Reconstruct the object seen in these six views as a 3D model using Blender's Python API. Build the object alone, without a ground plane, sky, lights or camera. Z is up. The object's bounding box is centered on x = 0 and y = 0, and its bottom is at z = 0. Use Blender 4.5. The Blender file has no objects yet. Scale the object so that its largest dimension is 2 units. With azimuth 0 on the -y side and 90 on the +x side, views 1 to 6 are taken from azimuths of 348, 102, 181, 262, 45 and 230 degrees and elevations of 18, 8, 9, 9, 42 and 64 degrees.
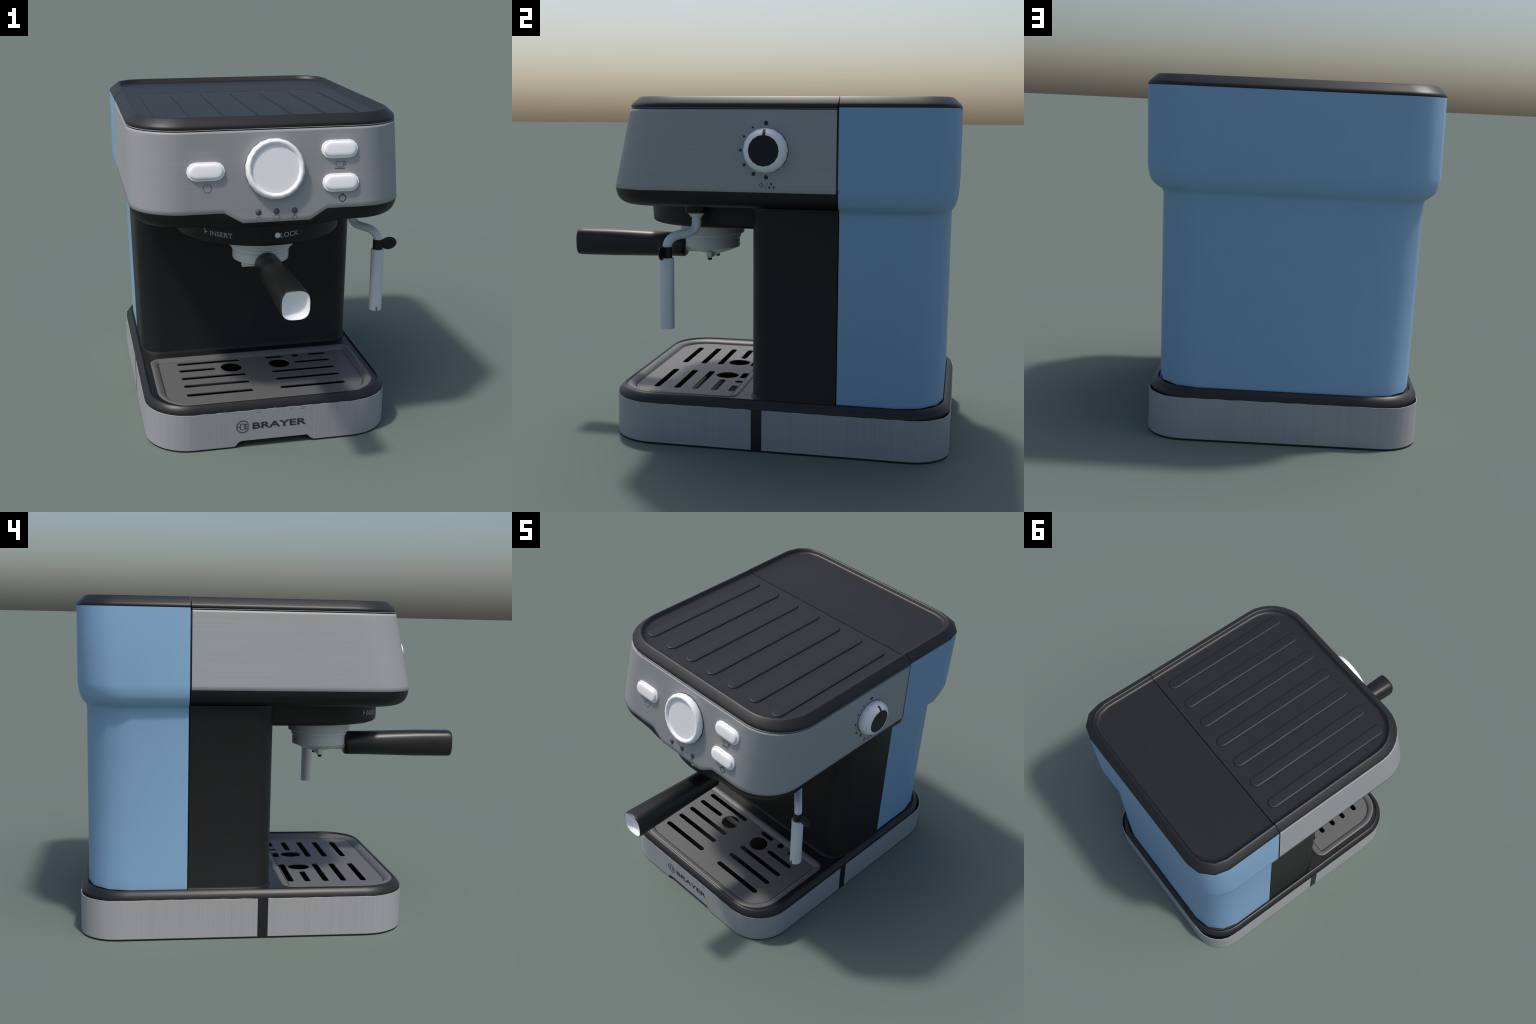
import bpy, bmesh, math
from mathutils import Vector, Matrix

X0 = -0.031          # the machine's plane of symmetry
SEAM = 0.478         # y of the seam between front body and rear housing

# ------------------------------------------------------------------ materials
def material(name, base, rough=0.5, metallic=0.0, spec=0.5, streak=None,
             amount=0.0, mottle=0.0, coat=0.0, bump=0.0):
    m = bpy.data.materials.new(name)
    m.use_nodes = True
    nt = m.node_tree
    n, l = nt.nodes, nt.links
    b = n["Principled BSDF"]
    b.inputs["Base Color"].default_value = (*base, 1)
    b.inputs["Roughness"].default_value = rough
    b.inputs["Metallic"].default_value = metallic
    b.inputs["Specular IOR Level"].default_value = spec
    b.inputs["Coat Weight"].default_value = coat
    if streak or mottle:
        tc = n.new("ShaderNodeTexCoord")
        mp = n.new("ShaderNodeMapping")
        mp.inputs["Scale"].default_value = streak or (9, 9, 9)
        l.new(tc.outputs["Object"], mp.inputs["Vector"])
        no = n.new("ShaderNodeTexNoise")
        no.inputs["Scale"].default_value = 1.0
        no.inputs["Detail"].default_value = 4.0
        no.inputs["Roughness"].default_value = 0.65
        l.new(mp.outputs["Vector"], no.inputs["Vector"])
        a = amount if streak else mottle
        rp = n.new("ShaderNodeValToRGB")
        rp.color_ramp.elements[0].position = 0.28
        rp.color_ramp.elements[1].position = 0.72
        rp.color_ramp.elements[0].color = (*[c * (1 - a) for c in base], 1)
        rp.color_ramp.elements[1].color = (*[min(1, c * (1 + a)) for c in base], 1)
        l.new(no.outputs["Fac"], rp.inputs["Fac"])
        l.new(rp.outputs["Color"], b.inputs["Base Color"])
        if bump:
            bp = n.new("ShaderNodeBump")
            bp.inputs["Strength"].default_value = bump
            bp.inputs["Distance"].default_value = 0.002
            l.new(no.outputs["Fac"], bp.inputs["Height"])
            l.new(bp.outputs["Normal"], b.inputs["Normal"])
    return m

STEEL = (0.343, 0.350, 0.362)
M_STEEL_H = material("brushed_steel_horizontal", STEEL, 0.50, 0.0, 0.4, (1.6, 1.6, 150), 0.045, bump=0.05)
M_STEEL_V = material("brushed_steel_vertical", STEEL, 0.50, 0.0, 0.4, (110, 110, 1.2), 0.06, bump=0.05)
M_BLUE = material("blue_lacquer", (0.236, 0.405, 0.610), 0.50, 0.0, 0.4, mottle=0.012)
M_BLACK = material("black_plastic", (0.0052, 0.0060, 0.0060), 0.45, 0.0, 0.38, mottle=0.05)
M_LID = material("lid_plastic", (0.0105, 0.0105, 0.0115), 0.46, 0.0, 0.5, mottle=0.04)
M_RIM = material("rim_plastic", (0.0088, 0.0089, 0.0093), 0.43, 0.0, 0.5, mottle=0.04)
M_HANDLE = material("handle_plastic", (0.0085, 0.0086, 0.0088), 0.38, 0.0, 0.5, mottle=0.04)
M_TRAY = material("tray_steel", (0.114, 0.116, 0.115), 0.50, 0.0, 0.5, mottle=0.03)
M_WHITE = material("pale_chrome", (0.92, 0.925, 0.93), 0.28, 0.0, 0.6, mottle=0.01)
M_FACE = material("dial_face_white", (0.80, 0.808, 0.82), 0.45, 0.0, 0.4, mottle=0.01)
M_PALE = material("pale_steel", (0.66, 0.68, 0.70), 0.35, 0.0, 0.5, mottle=0.015)
M_INK = material("dark_print", (0.030, 0.034, 0.036), 0.6, 0.0, 0.3)
M_INK_SOFT = material("grey_print", (0.085, 0.09, 0.095), 0.6, 0.0, 0.3)
M_LETTER = material("pale_print", (0.34, 0.37, 0.38), 0.6, 0.0, 0.3)
M_DOT = material("lock_dot_print", (0.62, 0.66, 0.68), 0.6, 0.0, 0.3)
M_LED = material("lamp_lens", (0.062, 0.062, 0.064), 0.25, 0.0, 0.5)

# ------------------------------------------------------------------ helpers
def make(name, verts, faces, mat, parent=None, smooth=35):
    me = bpy.data.meshes.new(name)
    me.from_pydata([tuple(v) for v in verts], [], faces)
    bm = bmesh.new(); bm.from_mesh(me)
    bmesh.ops.remove_doubles(bm, verts=bm.verts, dist=1e-5)
    bmesh.ops.recalc_face_normals(bm, faces=bm.faces)
    bm.to_mesh(me); bm.free()
    me.materials.append(mat)
    if smooth:
        me.shade_smooth()
        me.set_sharp_from_angle(angle=math.radians(smooth))
    o = bpy.data.objects.new(name, me)
    bpy.context.scene.collection.objects.link(o)
    if parent:
        o.parent = parent
    return o

def empty(name, loc=(0, 0, 0), parent=None):
    o = bpy.data.objects.new(name, None)
    o.empty_display_size = 0.1
    bpy.context.scene.collection.objects.link(o)
    o.location = loc
    if parent:
        o.parent = parent
    return o

def loft(loops, cap_start=True, cap_end=True, closed=True):
    """Skin a stack of equally long point loops."""
    n = len(loops[0])
    v = [p for lp in loops for p in lp]
    f = []
    for i in range(len(loops) - 1):
        for j in range(n if closed else n - 1):
            k = (j + 1) % n
            f.append((i * n + j, i * n + k, (i + 1) * n + k, (i + 1) * n + j))
    if cap_start:
        f.append(tuple(range(n - 1, -1, -1)))
    if cap_end:
        b = (len(loops) - 1) * n
        f.append(tuple(range(b, b + n)))
    return v, f

def arc(cx, cy, r, a0, a1, seg):
    return [(cx + r * math.cos(math.radians(a0 + (a1 - a0) * i / seg)),
             cy + r * math.sin(math.radians(a0 + (a1 - a0) * i / seg))) for i in range(seg + 1)]

def outline(hw, yf, yb, rf, rb, sf=7, sb=7, nx=1, cx=X0):
    """Rounded rectangle seen from above, counter-clockwise from the right rear."""
    rf = max(rf, 1e-4); rb = max(rb, 1e-4)
    p = []
    p += arc(cx + hw - rb, yb - rb, rb, 0, 90, sb) if sb else [(cx + hw, yb)]
    p += arc(cx - hw + rb, yb - rb, rb, 90, 180, sb) if sb else [(cx - hw, yb)]
    left = arc(cx - hw + rf, yf + rf, rf, 180, 270, sf) if sf else [(cx - hw, yf)]
    right = arc(cx + hw - rf, yf + rf, rf, 270, 360, sf) if sf else [(cx + hw, yf)]
    p += left
    for i in range(1, nx):
        t = i / nx
        p.append((left[-1][0] * (1 - t) + right[0][0] * t, yf))
    return p + right

def at(pts, z):
    return [(x, y, z) for x, y in pts]

def lathe(profile, seg, centre, axis=(0, 0, 1), up=None, phase=0.0, cap0=False, cap1=False):
    """profile: (radius, height along axis) pairs."""
    ax = Vector(axis).normalized()
    u = Vector(up) if up else (Vector((1, 0, 0)) if abs(ax.x) < 0.9 else Vector((0, 1, 0)))
    u = (u - ax * u.dot(ax)).normalized()
    w = ax.cross(u)
    c = Vector(centre)
    loops = []
    for r, h in profile:
        loops.append([c + ax * h + (u * math.cos(2 * math.pi * k / seg + phase)
                                    + w * math.sin(2 * math.pi * k / seg + phase)) * max(r, 1e-5)
                      for k in range(seg)])
    return loft(loops, cap0, cap1)

def tube(path, r, seg=20):
    """Round tube along a smooth path (Catmull-Rom through the given points)."""
    P = [Vector(p) for p in path]
    P = [P[0] * 2 - P[1]] + P + [P[-1] * 2 - P[-2]]
    C = []
    for i in range(1, len(P) - 2):
        for k in range(6):
            t = k / 6
            a, b, c, d = P[i - 1:i + 3]
            C.append(0.5 * ((2 * b) + (c - a) * t + (2 * a - 5 * b + 4 * c - d) * t * t
                            + (-a + 3 * b - 3 * c + d) * t ** 3))
    C.append(P[-2])
    loops = []
    u = Vector((1, 0.3, 0))
    for i, c in enumerate(C):
        d = (C[min(i + 1, len(C) - 1)] - C[max(i - 1, 0)]).normalized()
        u = (u - d * u.dot(d)).normalized()
        w = d.cross(u)
        loops.append([c + (u * math.cos(2 * math.pi * k / seg) + w * math.sin(2 * math.pi * k / seg)) * r
                      for k in range(seg)])
    return loft(loops)

def curve_mesh(cu):
    o = bpy.data.objects.new("tmp", cu)
    bpy.context.scene.collection.objects.link(o)
    dg = bpy.context.evaluated_depsgraph_get()
    me = o.evaluated_get(dg).to_mesh()
    v = [x.co.copy() for x in me.vertices]
    f = [tuple(p.vertices) for p in me.polygons]
    o.to_mesh_clear()
    bpy.data.objects.remove(o); bpy.data.curves.remove(cu)
    return v, f

def plate(loops2d, depth, bevel=0.0):
    """Flat plate with holes: filled 2D splines, extruded to +-depth."""
    cu = bpy.data.curves.new("tmp", 'CURVE')
    cu.dimensions = '2D'; cu.fill_mode = 'BOTH'
    cu.extrude = depth; cu.bevel_depth = bevel; cu.bevel_resolution = 1
    for lp in loops2d:
        s = cu.splines.new('POLY'); s.points.add(len(lp) - 1)
        for q, (x, y) in zip(s.points, lp):
            q.co = (x, y, 0, 1)
        s.use_cyclic_u = True
    return curve_mesh(cu)

def stadium(x0, x1, y, r, seg=8):
    return arc(x1 - r, y, r, -90, 90, seg) + arc(x0 + r, y, r, 90, 270, seg)

def lettering(word, width, height, bold=0.0, depth=0.0008):
    """Word as flat mesh, its box scaled to width x height, origin lower left."""
    cu = bpy.data.curves.new("tmp", 'FONT')
    cu.body = word; cu.extrude = 0.05; cu.offset = bold; cu.resolution_u = 4
    v, f = curve_mesh(cu)
    xs = [p.x for p in v]; ys = [p.y for p in v]
    x0, x1, y0, y1 = min(xs), max(xs), min(ys), max(ys)
    return [((p.x - x0) / (x1 - x0) * width, (p.y - y0) / (y1 - y0) * height,
             depth if p.z > 0 else -depth) for p in v], f

def stroke(pts, w, depth=0.0008, closed=False):
    """A drawn line as a thin raised ribbon in the (u, v) plane."""
    n = len(pts); v = []; f = []
    P = [Vector(p) for p in pts]
    for i in range(n):
        a = P[(i - 1) % n] if (closed or i) else P[i]
        b = P[(i + 1) % n] if (closed or i < n - 1) else P[i]
        t = (b - a).normalized(); s = Vector((-t.y, t.x)) * w / 2
        for q in (P[i] - s, P[i] + s):
            v += [(q.x, q.y, depth), (q.x, q.y, -depth)]
    for i in range(n if closed else n - 1):
        a, b = 4 * i, 4 * ((i + 1) % n)
        f += [(a, b, b + 2, a + 2), (a + 1, a + 3, b + 3, b + 1),
              (a, a + 1, b + 1, b), (a + 2, b + 2, b + 3, a + 3)]
    if not closed:
        e = 4 * (n - 1)
        f += [(0, 2, 3, 1), (e, e + 1, e + 3, e + 2)]
    return v, f

def blob(lp, depth=0.0008):
    n = len(lp)
    v = [(x, y, depth) for x, y in lp] + [(x, y, -depth) for x, y in lp]
    f = [tuple(range(n)), tuple(range(2 * n - 1, n - 1, -1))]
    f += [(i, (i + 1) % n, n + (i + 1) % n, n + i) for i in range(n)]
    return v, f

def merge(*parts):
    V, F = [], []
    for v, f in parts:
        k = len(V); V += list(v); F += [tuple(i + k for i in q) for q in f]
    return V, F

def shift(part, du, dv, s=1.0):
    v, f = part
    return [(p[0] * s + du, p[1] * s + dv, p[2]) for p in v], f

# ------------------------------------------------------------------ the machine
machine = empty("espresso_machine")
machine["label"] = "blue and steel espresso machine with portafilter and steam wand"
machine["category"] = "coffee machine"

# ---- base ------------------------------------------------------------------
BHW, BYF, BYB, BR = 0.6260, -0.627, 0.992, 0.222
BX = -0.033         # the base sits a touch left of the lid
NOTCH = 0.199
def base_loop(i, z, zn=None, nx=48):
    rb = BR - 0.045 * max(0.0, 1 - z / 0.2)      # rear corners tighten towards the foot
    pts = outline(BHW - i, BYF + i, BYB - i, BR - i, rb - i, 9, 6, nx, BX)
    out = []
    for x, y in pts:
        zz = z
        if zn is not None and y < BYF + i + 1e-4:
            d = abs(x - (X0 - 0.007))
            k = min(1.0, max(0.0, (NOTCH - d) / 0.028))
            zz = max(z, zn * k)
        out.append((x, y, zz))
    return out

DECK = 0.2325
def opening(z, i=0.0):
    pts = outline(0.548 - i, -0.582 + i, -0.006 - i, 0.17 - i, 0.045, 9, 6, 48)
    return at(pts, z)

loops = [base_loop(0.07, 0.030), base_loop(0.006, 0.030), base_loop(0.006, 0.0, 0.0335),
         base_loop(0.0, 0.0, 0.0335), base_loop(0, 0.006, 0.0335), base_loop(0, 0.198),
         base_loop(0.001, 0.207), base_loop(0.006, 0.219), base_loop(0.013, 0.2285), base_loop(0.021, 0.236),
         base_loop(0.026, 0.2395), base_loop(0.030, 0.240), base_loop(0.033, 0.238), base_loop(0.038, DECK),
         opening(DECK), opening(0.072, 0.004), opening(0.068, 0.02)]
v, f = loft(loops)
base = make("base", v, f, M_RIM, machine, 40)

# steel bands round the base, in front of and behind the black side strips
def band(y_lo, y_hi, name):
    pts = [p for p in base_loop(-0.0016, 0.0)]
    front = y_hi < 0.5
    path = []
    n = len(pts)
    dense = []
    for i in range(n):
        a, b = Vector(pts[i]), Vector(pts[(i + 1) % n])
        k = max(1, int((b - a).length / 0.05))
        dense += [a + (b - a) * j / k for j in range(k)]
    sel = [p for p in dense if y_lo + 1e-4 < p.y < y_hi - 1e-4]
    if front:
        sel.sort(key=lambda p: math.atan2(p.y - (y_hi + 0.2), p.x - X0))
    else:
        sel.sort(key=lambda p: math.atan2(p.y - (y_lo - 0.2), p.x - X0))
    end = y_hi if front else y_lo
    hw = BHW + 0.0016
    if front:
        path = [Vector((BX - hw, end, 0))] + sel + [Vector((BX + hw, end, 0))]
    else:
        path = [Vector((BX + hw, end, 0))] + sel + [Vector((BX - hw, end, 0))]
    rows = [[], [], [], [], [], []]
    for i, p in enumerate(path):
        a, b = path[max(i - 1, 0)], path[min(i + 1, len(path) - 1)]
        t = (b - a).normalized(); nrm = Vector((t.y, -t.x, 0))
        lo = 0.0065
        if p.y < BYF - 0.0010:
            d = abs(p.x - (X0 - 0.007))
            lo = max(lo, 0.0345 * min(1.0, max(0.0, (NOTCH + 0.004 - d) / 0.028)))
        wob = 0.0012 * math.sin(p.x * 71 + p.y * 53) + 0.0007 * math.sin(p.x * 173 - p.y * 131)
        hi = 0.1985 + wob
        inn = p - nrm * 0.004
        rows[0].append((inn.x, inn.y, lo + 0.001))
        rows[1].append((p.x, p.y, lo))
        rows[2].append((p.x, p.y, lo * .66 + hi * .33))
        rows[3].append((p.x, p.y, hi - 0.001))
        rows[4].append((p.x - nrm.x * .001, p.y - nrm.y * .001, hi))
        rows[5].append((inn.x, inn.y, hi - 0.001))
    vv, ff = loft(rows, False, False, closed=False)
    m = len(path)
    ff += [tuple(i * m for i in range(6)), tuple(i * m + m - 1 for i in range(5, -1, -1))]
    return make(name, vv, ff, M_STEEL_V, base, 35)

band(-0.70, 0.0875, "base_band")
band(0.1385, 1.10, "base_band")

# drip tray: raised lip, groove and slotted plate
tray = empty("drip_tray", parent=machine)
def tray_loop(i, z, sharp=False):
    return at(outline(0.562 - i, -0.594 + i, 0.004 - i, 0.185 - i, max(0.055 - i, 0.004), 9, 6, 4), z)
v, f = loft([tray_loop(0.004, 0.222), tray_loop(0, 0.228), tray_loop(0.002, 0.2335), tray_loop(0.008, 0.2365),
             tray_loop(0.018, 0.236), tray_loop(0.030, 0.2305), tray_loop(0.038, 0.2255), tray_loop(0.0415, 0.2195),
             tray_loop(0.044, 0.2160)], False, False)
make("tray_rim", v, f, M_TRAY, tray, 40)

SR = 0.0172
slots = []
ROWS = {5: -0.441, 4: -0.337, 3: -0.244, 2: -0.148, 1: -0.061}
for r in (5, 4, 3):
    slots += [stadium(-0.450, -0.100, ROWS[r], SR), stadium(0.037, 0.387, ROWS[r], SR)]
slots += [stadium(-0.450, -0.249, ROWS[2], SR), stadium(0.186, 0.387, ROWS[2], SR),
          stadium(-0.450, -0.101, ROWS[1], SR), stadium(0.038, 0.143, ROWS[1], SR), stadium(0.281, 0.387, ROWS[1], SR),
          arc(-0.165, ROWS[2], 0.0585, 0, 345, 23), arc(0.100, ROWS[2], 0.0585, 0, 345, 23),
          arc(0.211, ROWS[1], 0.0225, 0, 340, 17)]
edge = outline(0.5150, -0.5470, -0.0430, 0.140, 0.006, 9, 3)
v, f = plate([edge] + slots, 0.0022, 0.0014)
v = [(p.x, p.y, p.z + 0.2150) for p in v]
make("tray_plate", v, f, M_TRAY, tray, 20)

# maker's name on the front of the base
yf = BYF - 0.0016
def on_base(part):
    return [(p[0], yf - p[2] - 0.0002, p[1]) for p in part[0]], part[1]
word = shift(lettering("BRAYER", 0.275, 0.0345, 0.022), -0.147, 0.0955)
make("maker_lettering", *on_base(word), M_INK, base, 0)
cx, cz, r = -0.196, 0.113, 0.0315
emblem = [stroke(arc(cx, cz, r, 35, 325, 26), 0.0052),
          stroke([(cx - r, cz), (cx - 0.013, cz)], 0.0048),
          stroke([(cx - 0.013, cz - .015), (cx - 0.013, cz + .015), (cx + 0.008, cz + .015),
                  (cx + 0.012, cz + 0.007), (cx + 0.005, cz), (cx + 0.012, cz - 0.007), (cx + 0.008, cz - .015)],
                 0.0048, closed=True)]
for dz in (-0.0115, 0.0, 0.0115):
    emblem.append(stroke([(cx + 0.009, cz + dz), (cx + r, cz + dz)], 0.0048))
make("maker_emblem", *on_base(merge(*emblem)), M_INK_SOFT, base, 0)
scuffs = [blob([(x, 0.181), (x + 0.008, 0.181), (x + 0.008, 0.196), (x, 0.196)], 0.0004)
          for x in (-0.127, -0.113, 0.046, 0.100, 0.111)]
make("scuff_mark", *on_base(merge(*scuffs)), material("scuff_grey", (0.25, 0.255, 0.265), 0.6), base, 0)

# ---- black column -----------------------------------------------------------
def col_loop(i, z):
    k = (z - 0.24) / 0.87                # the column widens slightly towards the head
    return at(outline(0.5855 + 0.0145 * k - i, 0.068 + i, SEAM - 0.0025, 0.105 - i, 0.0, 6, 0, cx=-0.0325 - 0.0035 * k), z)
v, f = loft([col_loop(-0.010, 0.2285), col_loop(-0.008, 0.2355), col_loop(-0.003, 0.241), col_loop(0, 0.248), col_loop(0.0, 1.10),
             col_loop(-0.003, 1.120), col_loop(-0.010, 1.134)], False, False)
make("column", v, f, M_BLACK, machine, 35)

# ---- blue rear housing --------------------------------------------------------
def rear_loop(hw, yb, r, z, cx=-0.0345):
    flare = 0.0 if z < 1.11 else 0.0035     # the shell swells a little behind the seam
    c = arc(cx + hw + flare - r, yb - r, r, 0, 90, 3) + arc(cx - hw - flare + r, yb - r, r, 90, 180, 3)
    return at([(cx + hw, SEAM + 0.0025)] + c + [(cx - hw, SEAM + 0.0025)], z)
v, f = loft([rear_loop(0.570, 0.943, 0.195, 0.232, -0.0325), rear_loop(0.5850, 0.957, 0.20, 0.238, -0.0325),
             rear_loop(0.5990, 0.960, 0.208, 1.098, -0.036),
             rear_loop(0.601, 0.9615, 0.207, 1.116, -0.036), rear_loop(0.605, 0.964, 0.206, 1.124, -0.036), rear_loop(0.615, 0.969, 0.204, 1.130, -0.036),
             rear_loop(0.630, 0.977, 0.20, 1.1415), rear_loop(0.644, 0.985, 0.195, 1.158),
             rear_loop(0.6520, 0.9915, 0.198, 1.178), rear_loop(0.6578, 0.9970, 0.194, 1.206), rear_loop(0.660, 0.9993, 0.188, 1.232),
             rear_loop(0.6605, 1.0, 0.17, 1.585, -0.0315), rear_loop(0.650, 0.99, 0.16, 1.587, -0.0315)])
make("rear_housing", v, f, M_BLUE, machine, 42)

# ---- head: black core with rounded belly ---------------------------------------
HR = 0.25            # front corner radius under the lid
def corner_r(z):
    return HR - 0.015 * min(1.0, max(0.0, (1.58 - z) / 0.37))
def front_y(z):
    return -0.6185 + 0.2135 * (z - 1.207)
def head_x(z):
    return -0.0305 - 0.0040 * min(1.0, (1.58 - z) / 0.37)
def head_loop(i, z, yb=SEAM - 0.0025, nx=40):
    yf = front_y(max(z, 1.207)) + i
    pts = outline(0.6585 - i, yf, yb, corner_r(z) - i, 0.0, 8, 0, nx, head_x(z))
    out = []
    for x, y in pts:
        if y < yf + 1e-4:                       # fuller chin behind the lamp tongue
            t = min(1.0, max(0.0, (0.40 - abs(x - X0)) / 0.20))
            y -= 0.80 * min(i, 0.12) * t * t * (3 - 2 * t)
        out.append((x, y))
    return at(out, z)
belly = [(0.165, 1.1272), (0.120, 1.1285), (0.080, 1.1315), (0.058, 1.1355), (0.040, 1.1420), (0.026, 1.1505), (0.014, 1.1630),
         (0.006, 1.1790), (0.0015, 1.1960), (0.0, 1.212)]
loops = [head_loop(i, z) for i, z in belly] + [head_loop(0.0, 1.578), head_loop(0.012, 1.579), head_loop(0.012, 1.592)]
v, f = loft(loops)
make("head_housing", v, f, M_BLACK, machine, 40)

# ---- steel wrap of the head, with the lamp tongue ------------------------------
def tongue(x):
    d = abs(x - X0 + 0.001)
    return min(1.0, max(0.0, (0.246 - d) / 0.086))
def panel_path(z, off):
    yf = front_y(z) - off
    cx = head_x(z)
    cr = corner_r(z)
    hw = 0.6585 + off
    pts = [(cx - hw, SEAM - 0.0065), (cx - hw, 0.35), (cx - hw, 0.2), (cx - hw, 0.05), (cx - hw, -0.1)]
    left = arc(cx - hw + cr, yf + cr, cr, 180, 270, 12)
    right = arc(cx + hw - cr, yf + cr, cr, 270, 360, 12)
    pts += left
    for i in range(1, 96):
        t = i / 96
        pts.append((left[-1][0] * (1 - t) + right[0][0] * t, yf))
    pts += right + [(cx + hw, -0.1), (cx + hw, 0.05), (cx + hw, 0.2), (cx + hw, 0.35), (cx + hw, SEAM - 0.0065)]
    return pts
OFF = 0.0022
rows = []
TOP, LOW, TIP = 1.5755, 1.2095, 1.1605
fractions = [0, 0.012, 0.06, 0.2, 0.4, 0.6, 0.8, 0.97, 1.0]
def panel_row(t, off):
    ref = panel_path(LOW, off)
    row = []
    for k, (x, _) in enumerate(ref):
        lo = LOW + (TIP - LOW) * (tongue(x) if ref[k][1] < -0.6 else 0.0)
        lo += 0.0004 * math.sin(x * 61 + ref[k][1] * 47) * (0 if tongue(x) > 0.01 else 1)
        z = lo + (TOP - lo) * t
        row.append((*panel_path(z, off)[k], z))
    return row
rows = [panel_row(0.0, -0.034 + OFF), panel_row(0.0, 0.0), panel_row(0.004, OFF)] + [panel_row(t, OFF) for t in fractions[2:]]
rows += [panel_row(1.0, -0.004)]
# the return of the tongue dives into the belly; elsewhere it only needs to reach the core
core = panel_row(0.0, -0.004)
rows[0] = [rows[0][k] if rows[0][k][2] < LOW - 0.004 else core[k] for k in range(len(core))]
v, f = loft(rows, False, False, closed=False)
panel = make("front_panel", v, f, M_STEEL_H, machine, 30)
nn = []  # normals flattened so the sloping steel front shades darker in the sun
for vt in panel.data.vertices:
    q = Vector(vt.normal)
    nn.append(Vector((q.x, q.y, q.z * 0.12)).normalized() if q.z > 0 and q.z < 0.5 else q)
panel.data.normals_split_custom_set_from_vertices(nn)

glint_rows = [panel_row(1.0, o) for o in (-0.006, 0.0006, 0.0010, 0.0006, -0.006)]  # highlight line below the lid, built as a thin pale strip
v, f = loft([[(x, y, z + dz) for x, y, z in r] for r, dz in zip(glint_rows, (0.0050, 0.0050, 0.0060, 0.0070, 0.0070))], False, False, closed=False)
make("lid_glint_strip", v, f, M_STEEL_H, machine, 30)

def on_panel(part, lift=OFF):
    """(u=x, v=z, h) -> the sloping front."""
    nrm = Vector((0, -1, 0.2135)).normalized()
    out = []
    for x, z, h in part[0]:
        p = Vector((x, front_y(z) - lift, z)) + nrm * h
        out.append(tuple(p))
    return out, part[1]

# ---- lids ---------------------------------------------------------------------
GAP = 0.0024
LIDP = [(0.012, 1.5830), (0.004, 1.5835), (0.0005, 1.5870), (0.0, 1.5930), (0.0020, 1.5985), (0.0065, 1.6045), (0.0365, 1.6315),
        (0.0405, 1.6342), (0.0445, 1.6350), (0.0480, 1.6342), (0.0520, 1.6300), (0.0575, 1.6195), (0.0620, 1.6150), (0.0690, 1.6128), (0.0800, 1.6120)]
def lid_front_loop(i, z):
    hw, yf = 0.6600 - i, -0.5385 + i
    p = outline(hw, yf, SEAM - GAP, max(HR - i * 0.75, .1), 0.0, 8, 0, cx=-0.0305)
    return at(p[1:] + p[:1], z)
def open_lid(loops):
    """Rim swept from seam to seam, flat panel between, one wall along the seam."""
    v, f = loft(loops, False, False, closed=False)
    n, m = len(loops[0]), len(loops)
    f += [tuple((m - 1) * n + j for j in range(n)), tuple(range(n - 1, -1, -1))]
    f += [tuple(i * n for i in range(m)) + tuple(i * n + n - 1 for i in range(m - 1, -1, -1))]
    return v, f
v, f = open_lid([lid_front_loop(i, z) for i, z in LIDP])
lid = make("front_lid", v, f, M_LID, machine, 50)
def lid_rear_loop(i, z):
    hw, yb, r = 0.6610 - i, 1.0 - i, 0.17 - 0.6 * i
    cx = -0.0315
    p = arc(cx + hw + 0.0035 - r, yb - r, r, 0, 90, 3) + arc(cx - hw - 0.0035 + r, yb - r, r, 90, 180, 3)
    return at([(cx + hw, SEAM + GAP)] + p + [(cx - hw, SEAM + GAP)], z)
v, f = open_lid([lid_rear_loop(i, z) for i, z in LIDP])
make("rear_lid", v, f, material("lid_darker_rear", (0.0080, 0.0080, 0.0088), 0.46, 0.0, 0.5, mottle=0.04), machine, 50)

def rib_mesh():
    loops = []
    for i, z in [(-0.0010, -0.001), (0.0, 0.0030), (0.0012, 0.0050), (0.0035, 0.0062), (0.0075, 0.0067), (0.014, 0.0067)]:
        r = 0.034 - i
        loops.append([(x, y, z) for y, x in stadium(-0.424 + i, 0.424 - i, 0.0, r, 9)])
    return loft(loops, False, True)
first = None
for k in range(7):
    if first is None:
        v, f = rib_mesh()
        first = make("lid_rib", v, f, M_LID, lid, 45)
        rib = first
    else:
        rib = first.copy()
        bpy.context.scene.collection.objects.link(rib)
    rib.location = (X0 - 0.001 + (k - 3) * 0.1648, 0.0055, 1.6118)

# ---- front controls ------------------------------------------------------------
NRM = Vector((0, -1, 0.2135)).normalized()
UPV = Vector((0, 0.2135, 1)).normalized()
def spot(x, z, h=0.0):
    return Vector((x, front_y(z) - OFF, z)) + NRM * h

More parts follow.
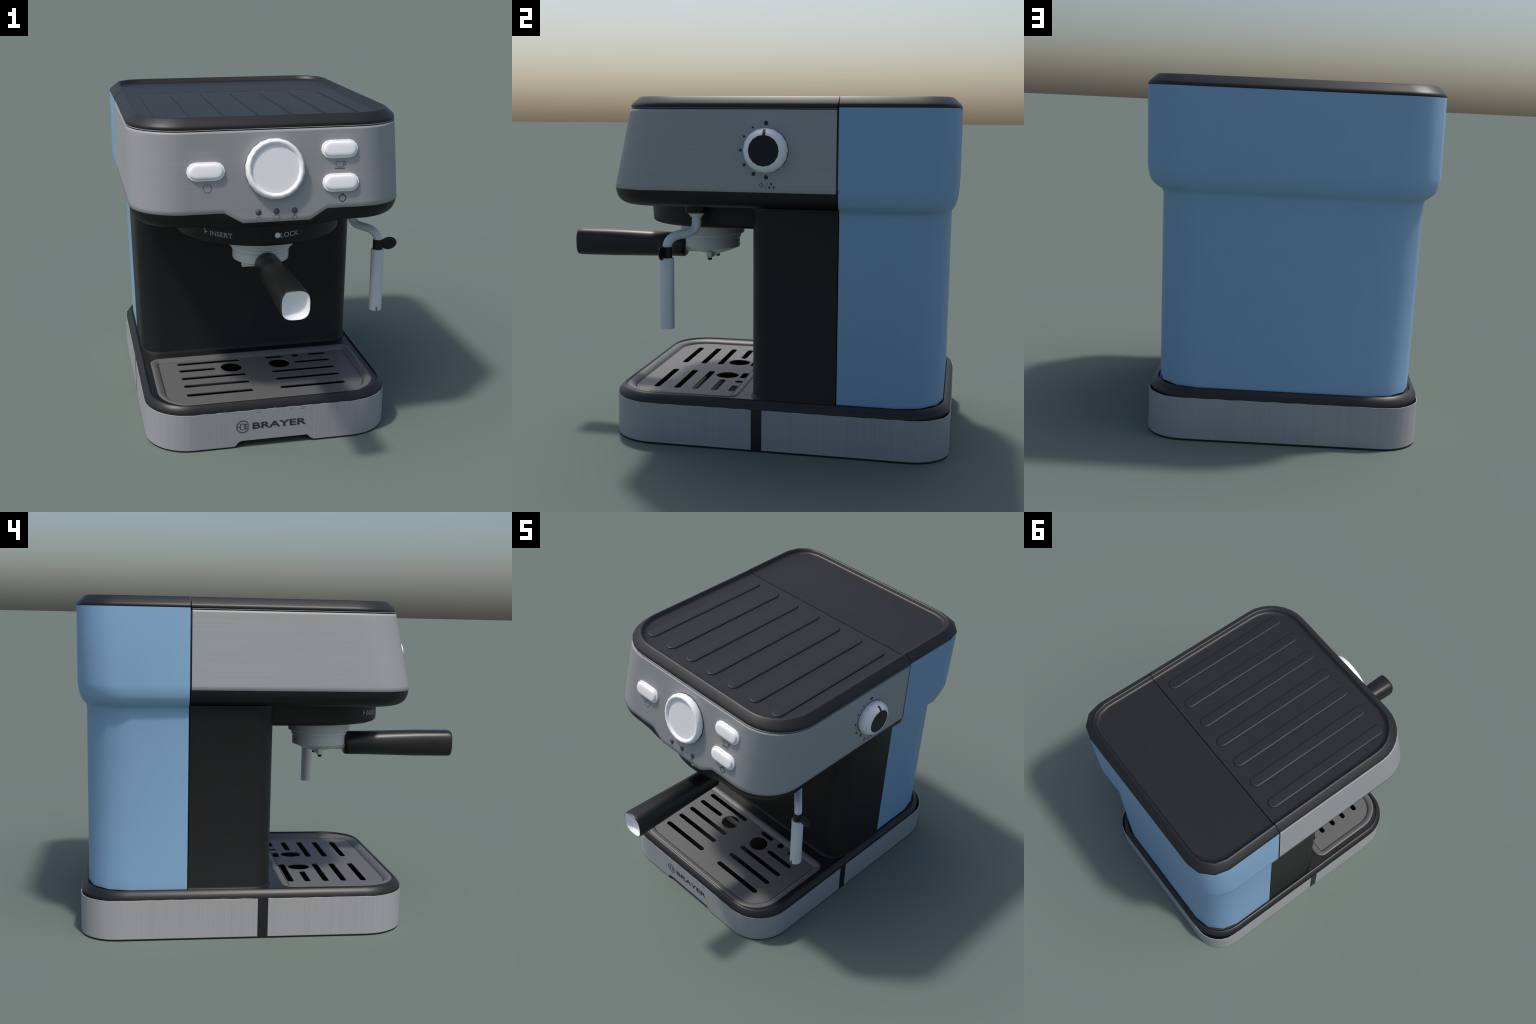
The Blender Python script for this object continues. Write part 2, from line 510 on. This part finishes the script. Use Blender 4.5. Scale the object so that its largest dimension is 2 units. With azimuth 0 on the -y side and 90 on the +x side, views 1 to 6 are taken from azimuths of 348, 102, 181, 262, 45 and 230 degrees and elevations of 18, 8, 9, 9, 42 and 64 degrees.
dial = empty("control_dial", parent=machine)
c = spot(-0.034, 1.3995)
prof = [(0.1365, -0.002), (0.1370, 0.003), (0.1395, 0.006), (0.1410, 0.011), (0.1410, 0.019), (0.1390, 0.028), (0.1345, 0.0360),
        (0.1290, 0.0402), (0.1235, 0.0402), (0.1190, 0.0378), (0.1160, 0.0340), (0.1146, 0.0305), (0.1135, 0.0285), (0.1100, 0.0281)]
v, f = lathe(prof, 20, c, NRM, UPV, phase=0.16)
make("dial_ring", v, f, M_WHITE, dial, 60)
v, f = lathe([(0.1115, 0.0284), (0.100, 0.0286), (0.0, 0.0290)], 40, c, NRM, UPV)
make("dial_face", v, f, M_FACE, dial, 60)
v, f = lathe([(0.1400, 0.0), (0.1400, 0.0012), (0.10, 0.0012)], 40, c, NRM, UPV)
make("dial_dark_ring", v, f, M_INK, dial, 40)

def button_mesh():
    loops = []
    for hw, hh, h in [(0.089, 0.0430, 0.0), (0.0895, 0.0432, 0.009), (0.0875, 0.0415, 0.0125), (0.0830, 0.0370, 0.0132),
                      (0.0795, 0.0340, 0.0138), (0.0792, 0.0338, 0.022), (0.0770, 0.0318, 0.0270), (0.0715, 0.0265, 0.0300), (0.060, 0.0160, 0.0312)]:
        loops.append([Vector((x, 0, 0)) + UPV * y + NRM * h * 0.72 for x, y in stadium(-hw, hw, 0, hh - 1e-4, 6)])
    return loft(loops, False, True)
first = None
for bx, bz in [(-0.3555, 1.3995), (0.2815, 1.4775), (0.2815, 1.3245)]:
    if first is None:
        first = make("push_button", *button_mesh(), M_WHITE, machine, 40)
        b = first
    else:
        b = first.copy(); bpy.context.scene.collection.objects.link(b)
    b.location = spot(bx, bz)

first = None
for lx in (-0.118, -0.032, 0.0545):
    if first is None:
        v, f = lathe([(0.0145, -0.001), (0.0143, 0.0012), (0.0120, 0.0016), (0.0110, 0.0032), (0.0080, 0.0054), (0.004, 0.0066), (0.0, 0.007)],
                     24, (0, 0, 0), NRM, UPV)
        first = make("indicator_lamp", v, f, M_LED, machine, 40)
        b = first
    else:
        b = first.copy(); bpy.context.scene.collection.objects.link(b)
    b.location = spot(lx, 1.2072)

def power_symbol(r, w):
    return merge(stroke(arc(0, 0, r, 115, 425, 26), w), stroke([(0, 0.35 * r), (0, 1.25 * r)], w))
def cup_symbol(s, w):
    body = [(-s, 0.62 * s), (0.62 * s, 0.62 * s), (0.62 * s, 0.1 * s), (0.40 * s, -0.42 * s), (-0.70 * s, -0.42 * s), (-0.97 * s, 0.05 * s)]
    ear = [(0.62 * s, 0.58 * s), (0.95 * s, 0.55 * s), (1.05 * s, 0.2 * s), (0.85 * s, -0.12 * s), (0.58 * s, -0.15 * s)]
    return merge(stroke(body, w, closed=True), stroke(ear, w * 1.35), stroke([(-1.2 * s, -0.70 * s), (0.85 * s, -0.70 * s)], w * 1.8))
def steam_symbol(s, w):
    body = [(-0.32 * s, 1.0 * s), (-0.34 * s, 0.62 * s), (-0.85 * s, 0.30 * s), (-0.95 * s, -0.1 * s), (-0.72 * s, -0.52 * s), (-0.3 * s, -0.92 * s), (0, -1.02 * s),
            (0.3 * s, -0.92 * s), (0.72 * s, -0.52 * s), (0.95 * s, -0.1 * s), (0.85 * s, 0.30 * s), (0.34 * s, 0.62 * s), (0.32 * s, 1.0 * s)]
    return merge(stroke(body, w), stroke([(0, 1.05 * s), (0, 0.35 * s)], w))
make("power_symbol", *on_panel(shift(power_symbol(0.0195, 0.0028), -0.3515, 1.3245)), M_INK_SOFT, panel, 0)
make("cup_symbol", *on_panel(shift(cup_symbol(0.0235, 0.0026), 0.2850, 1.4050)), M_INK_SOFT, panel, 0)
make("steam_symbol", *on_panel(shift(steam_symbol(0.0185, 0.0038), 0.2880, 1.2545)), M_INK, panel, 0)
M_FAINT = material("faint_print", (0.135, 0.14, 0.145), 0.6, 0.0, 0.3)
make("power_symbol", *on_panel(shift(power_symbol(0.0125, 0.0022), -0.117, 1.1745)), M_FAINT, panel, 0)
make("cup_symbol", *on_panel(shift(cup_symbol(0.0150, 0.0022), -0.031, 1.1795)), M_FAINT, panel, 0)
make("steam_symbol", *on_panel(shift(steam_symbol(0.0115, 0.0028), 0.0535, 1.1785)), M_INK_SOFT, panel, 0)

# ---- side knob -----------------------------------------------------------------
XS = head_x(1.40) + 0.6585 + OFF
knob = empty("steam_knob", parent=machine)
kc = (XS, 0.161, 1.3970)
KS = 1.13            # how far the knob stands out
v, f = lathe([(0.095, -0.001), (0.0965, 0.004), (0.0985, 0.008), (0.0995, 0.020), (0.0985, 0.032), (0.094, 0.043), (0.086, 0.052), (0.0765, 0.0585), (0.070, 0.0612), (0.0685, 0.0600)],
             16, kc, (1, 0, 0), (0, 1, 0))
v = [(XS + (p[0] - XS) * KS, p[1], p[2]) for p in v]
make("knob_body", v, f, M_WHITE, knob, 50)
v, f = lathe([(0.0690, 0.0597 * KS), (0.0, 0.0600 * KS)], 16, kc, (1, 0, 0), (0, 1, 0))
make("knob_cap", v, f, M_BLACK, knob, 50)
v, f = lathe([(0.0985, 0.0), (0.0985, 0.0012), (0.08, 0.0012)], 32, kc, (1, 0, 0), (0, 1, 0))
make("knob_gap", v, f, M_INK, knob, 40)
pr = [(0.0600, 0.0608), (0.0695, 0.0624), (0.0770, 0.0595), (0.0868, 0.0528), (0.0935, 0.0450)]
v = []
for rad, h in pr:
    for w in (-0.0058, 0.0058):
        for d in (0.0006, -0.004):
            v.append((XS + h * KS + d, kc[1] + 0.003 + w - (rad - 0.06) * 0.06, kc[2] + rad))
f = []
for i in range(len(pr) - 1):
    a, b = 4 * i, 4 * i + 4
    f += [(a, a + 2, b + 2, b), (a, b, b + 1, a + 1), (a + 2, a + 3, b + 3, b + 2), (a + 1, b + 1, b + 3, a + 3)]
f += [(0, 1, 3, 2), (16, 18, 19, 17)]
make("knob_pointer", v, f, M_INK, knob, 0)

def on_side(part):
    return [(head_x(p[1]) + 0.6585 + OFF + p[2] + 0.0002, p[0], p[1]) for p in part[0]], part[1]
for dy, dz, dr in [(0.159, 1.516, 0.0098), (0.099, 1.497, 0.0045), (0.0595, 1.457, 0.0050), (0.0435, 1.397, 0.0062),
                   (0.060, 1.332, 0.0070), (0.1025, 1.2925, 0.0088), (0.1595, 1.2785, 0.0098)]:
    make("scale_dot", *on_side(blob(arc(dy, dz, dr, 0, 340, 17))), M_INK, panel, 0)
make("steam_symbol", *on_side(shift(steam_symbol(0.0098, 0.0022), 0.1390, 1.2435)), M_INK_SOFT, panel, 0)
make("slash_mark", *on_side(stroke([(0.1565, 1.2290), (0.1675, 1.2565)], 0.0020)), M_FAINT, panel, 0)
drop = [(0.0, 0.0070)] + arc(0, -0.0015, 0.0042, 40, -220, 12)
for dy, dz in [(0.1835, 1.2500), (0.1740, 1.2345), (0.1940, 1.2345)]:
    make("drop_mark", *on_side(shift(blob(drop), dy, dz)), M_INK, panel, 0)
# dark shadow gap between wrap and rear housing
# ---- brew head -------------------------------------------------------------------
BC, BRAD = -0.140, 0.424
def brew_loop(i, z):
    r = BRAD - i
    p = [(X0 - r, 0.09)] + arc(X0, BC, r, 180, 360, 36) + [(X0 + r, 0.09)]
    return at(p, z)
v, f = loft([brew_loop(0.0, 1.131), brew_loop(0.0005, 1.040), brew_loop(0.002, 1.030), brew_loop(0.008, 1.022), brew_loop(0.020, 1.0175), brew_loop(0.05, 1.0165)], False, True)
brew = make("brew_head", v, f, M_BLACK, machine, 40)

def on_brew(part, a0, z0, slant=0.0):
    """wrap round the brew head: u runs along the arc from angle a0 (degrees)."""
    out = []
    for u, w, h in part[0]:
        a = math.radians(a0) + u / BRAD
        r = BRAD + 0.0008 + h
        out.append((X0 + r * math.cos(a), BC + r * math.sin(a), z0 + w + slant * u))
    return out, part[1]
def angle_at(x):
    return 270 + math.degrees(math.asin((x - X0) / BRAD))
make("insert_lettering", *on_brew(lettering("INSERT", 0.117, 0.0240, 0.012), angle_at(-0.318), 1.0610, -0.045), M_LETTER, brew, 0)
mark = merge(stroke([(0, 0), (0, 0.030)], 0.0045), blob([(0.003, 0.008), (0.017, 0.0145), (0.003, 0.021)]))
make("insert_arrow", *on_brew(mark, angle_at(-0.340), 1.0610), M_LETTER, brew, 0)
make("lock_lettering", *on_brew(lettering("LOCK", 0.092, 0.0240, 0.0), angle_at(0.003), 1.0605, 0.06), M_LETTER, brew, 0)
make("lock_dot", *on_brew(blob(arc(0, 0, 0.0135, 0, 340, 17), 0.0012), angle_at(-0.0125), 1.0735), M_DOT, brew, 0)

# ---- portafilter -----------------------------------------------------------------
porta = empty("portafilter", parent=machine)
PC = (-0.031, -0.263, 0.0)
v, f = lathe([(0.120, 1.0175), (0.167, 1.0170), (0.167, 0.9530), (0.1655, 0.9510), (0.1525, 0.9455), (0.1505, 0.9440), (0.1500, 0.9330),
              (0.1490, 0.9315), (0.1450, 0.9240), (0.1435, 0.9220), (0.1435, 0.8800), (0.1425, 0.8775), (0.1150, 0.8645), (0.085, 0.8530),
              (0.055, 0.8440), (0.040, 0.8405), (0.0, 0.8390)], 24, PC)
make("filter_holder", v, f, M_PALE, porta, 28)
v, f = lathe([(0.0365, 0.0), (0.0370, 0.13), (0.0365, 0.160), (0.0, 0.160)], 24, (PC[0], -0.255, 0.8800), (0, -1, 0))
make("holder_neck", v, f, M_PALE, porta, 40)
SX, SY = (-0.112, 0.050), -0.257
bar = []
for x, k in [(SX[0] - 0.0150, 0.80), (SX[0] - 0.0142, 0.93), (SX[0] - 0.012, 1.0), (SX[1] + 0.012, 1.0), (SX[1] + 0.0142, 0.93), (SX[1] + 0.0150, 0.80)]:
    sec = [(-0.0142, 0.030), (-0.0142, 0.004), (-0.012, 0.001), (-0.009, 0.0), (0.009, 0.0), (0.012, 0.001), (0.0142, 0.004), (0.0142, 0.030)]
    bar.append([(x, SY + y * k, 0.8250 + (z if z > 0.01 else z + (1 - k) * 0.008)) for y, z in sec])
v, f = loft(bar)
make("spout_bar", v, f, M_PALE, porta, 40)
for sx in SX:
    v, f = lathe([(0.0112, 0.8260), (0.0110, 0.8155), (0.0095, 0.8132), (0.0, 0.8128)], 16, (sx, SY, 0))
    make("spout_tip", v, f, M_BLACK, porta, 40)

HX, HZ = -0.0295, 0.8790
def grip_loop(y, hx, hz, n, seg=32):
    lp = []
    for k in range(seg):
        a = 2 * math.pi * k / seg
        ca, sa = math.cos(a), math.sin(a)
        lp.append((HX + hx * math.copysign(abs(ca) ** (2 / n), ca), y, HZ + hz * math.copysign(abs(sa) ** (2 / n), sa)))
    return lp
GRIP = [(-0.402, 0.040, 0.040, 2.0), (-0.402, 0.050, 0.050, 2.0), (-0.406, 0.058, 0.058, 2.0), (-0.415, 0.0635, 0.0635, 2.0), (-0.45, 0.0645, 0.0640, 2.05),
        (-0.58, 0.0640, 0.0660, 2.2), (-0.70, 0.0640, 0.0690, 2.4), (-0.81, 0.0650, 0.0715, 2.6), (-0.90, 0.0665, 0.0715, 2.8),
        (-0.975, 0.0678, 0.0715, 3.0), (-0.992, 0.0676, 0.0710, 3.0), (-0.9985, 0.0665, 0.0695, 3.0), (-1.0, 0.0650, 0.0680, 3.0), (-0.9995, 0.0645, 0.0675, 3.0)]
v, f = loft([grip_loop(*g) for g in GRIP], True, False)
make("handle_grip", v, f, M_HANDLE, porta, 50)
CAP = [(-0.9988, 0.0648, 0.0678, 3.0), (-0.9995, 0.0635, 0.0665, 3.0), (-0.9975, 0.0615, 0.0645, 3.0), (-0.990, 0.055, 0.057, 2.8),
       (-0.978, 0.042, 0.044, 2.5), (-0.969, 0.026, 0.027, 2.2), (-0.966, 0.012, 0.012, 2.0), (-0.965, 0.002, 0.002, 2.0)]
v, f = loft([grip_loop(*g) for g in CAP], False, True)
make("handle_end_cap", v, f, M_WHITE, porta, 70)

# ---- steam wand ------------------------------------------------------------------
wand = empty("steam_wand", parent=machine)
WT = (0.468, -0.207)
v, f = lathe([(0.0535, 1.134), (0.0535, 1.1010), (0.0520, 1.0985), (0.0, 1.0985)], 20, (*WT, 0))
make("wand_socket", v, f, M_BLACK, wand, 40)
v, f = lathe([(0.0385, 1.1000), (0.0385, 1.0950), (0.030, 1.0840), (0.0245, 1.0775), (0.0, 1.0765)], 16, (*WT, 0))
make("wand_collar", v, f, M_PALE, wand, 40)
v, f = tube([(0.468, -0.207, 1.085), (0.468, -0.207, 1.050), (0.472, -0.211, 1.028), (0.486, -0.226, 1.0095), (0.507, -0.248, 1.0015), (0.528, -0.270, 0.9985),
             (0.550, -0.292, 0.9915), (0.567, -0.308, 0.9750), (0.5755, -0.3165, 0.9500), (0.577, -0.318, 0.915), (0.577, -0.318, 0.890)], 0.0215)
make("wand_pipe", v, f, M_PALE, wand, 60)
v, f = lathe([(0.0215, 0.9465), (0.0250, 0.9460), (0.0250, 0.8960), (0.0215, 0.8955)], 24, (0.577, -0.318, 0))
make("wand_clip", v, f, M_BLACK, wand, 40)
# thumb paddle: flattened disc beside the clip
loops = []
for k in range(9):
    a = -math.pi / 2 + math.pi * k / 8
    loops.append([(0.6345 + 0.0435 * math.cos(a) * math.cos(b), -0.3235 + 0.0085 * math.sin(a), 0.9235 + 0.0335 * math.cos(a) * math.sin(b))
                  if 0 < k < 8 else (0.6345 + 0.022 * math.cos(b), -0.3235 + 0.0085 * math.sin(a), 0.9235 + 0.017 * math.sin(b))
                  for b in [2 * math.pi * j / 28 for j in range(28)]])
v, f = loft(loops)
make("wand_paddle", v, f, M_BLACK, wand, 60)
# sleeve with a small cut at the front of its foot
SEG = 36
loops = []
for r, z in [(0.0235, 0.8935), (0.0270, 0.8945), (0.0318, 0.8945), (0.0332, 0.8915), (0.0334, 0.5850), (0.0334, 0.5630), (0.0305, 0.5630), (0.0305, 0.5850), (0.0305, 0.64)]:
    loops.append([(0.577 + r * math.cos(2 * math.pi * (k + .5) / SEG), -0.318 + r * math.sin(2 * math.pi * (k + .5) / SEG), z) for k in range(SEG)])
v, f = loft(loops, True, True)
cut = 3 * SEG // 4
f = [q for q in f if not (len(q) == 4 and all(0.5625 < v[i][2] < 0.5855 for i in q)
                          and all((i % SEG) in (cut - 2, cut - 1, cut) for i in q))]
make("wand_sleeve", v, f, M_PALE, wand, 40)

# ---- ink-dark box behind the seam of the steel wrap ---------------------------------------------
jp = [(X0 - 0.6560, SEAM - 0.006), (X0 + 0.6560, SEAM - 0.006), (X0 + 0.6560, SEAM + 0.006), (X0 - 0.6560, SEAM + 0.006)]
v, f = loft([at(jp, 1.215), at(jp, 1.575)])
make("seam_dark_box", v, f, M_INK, machine, 0)
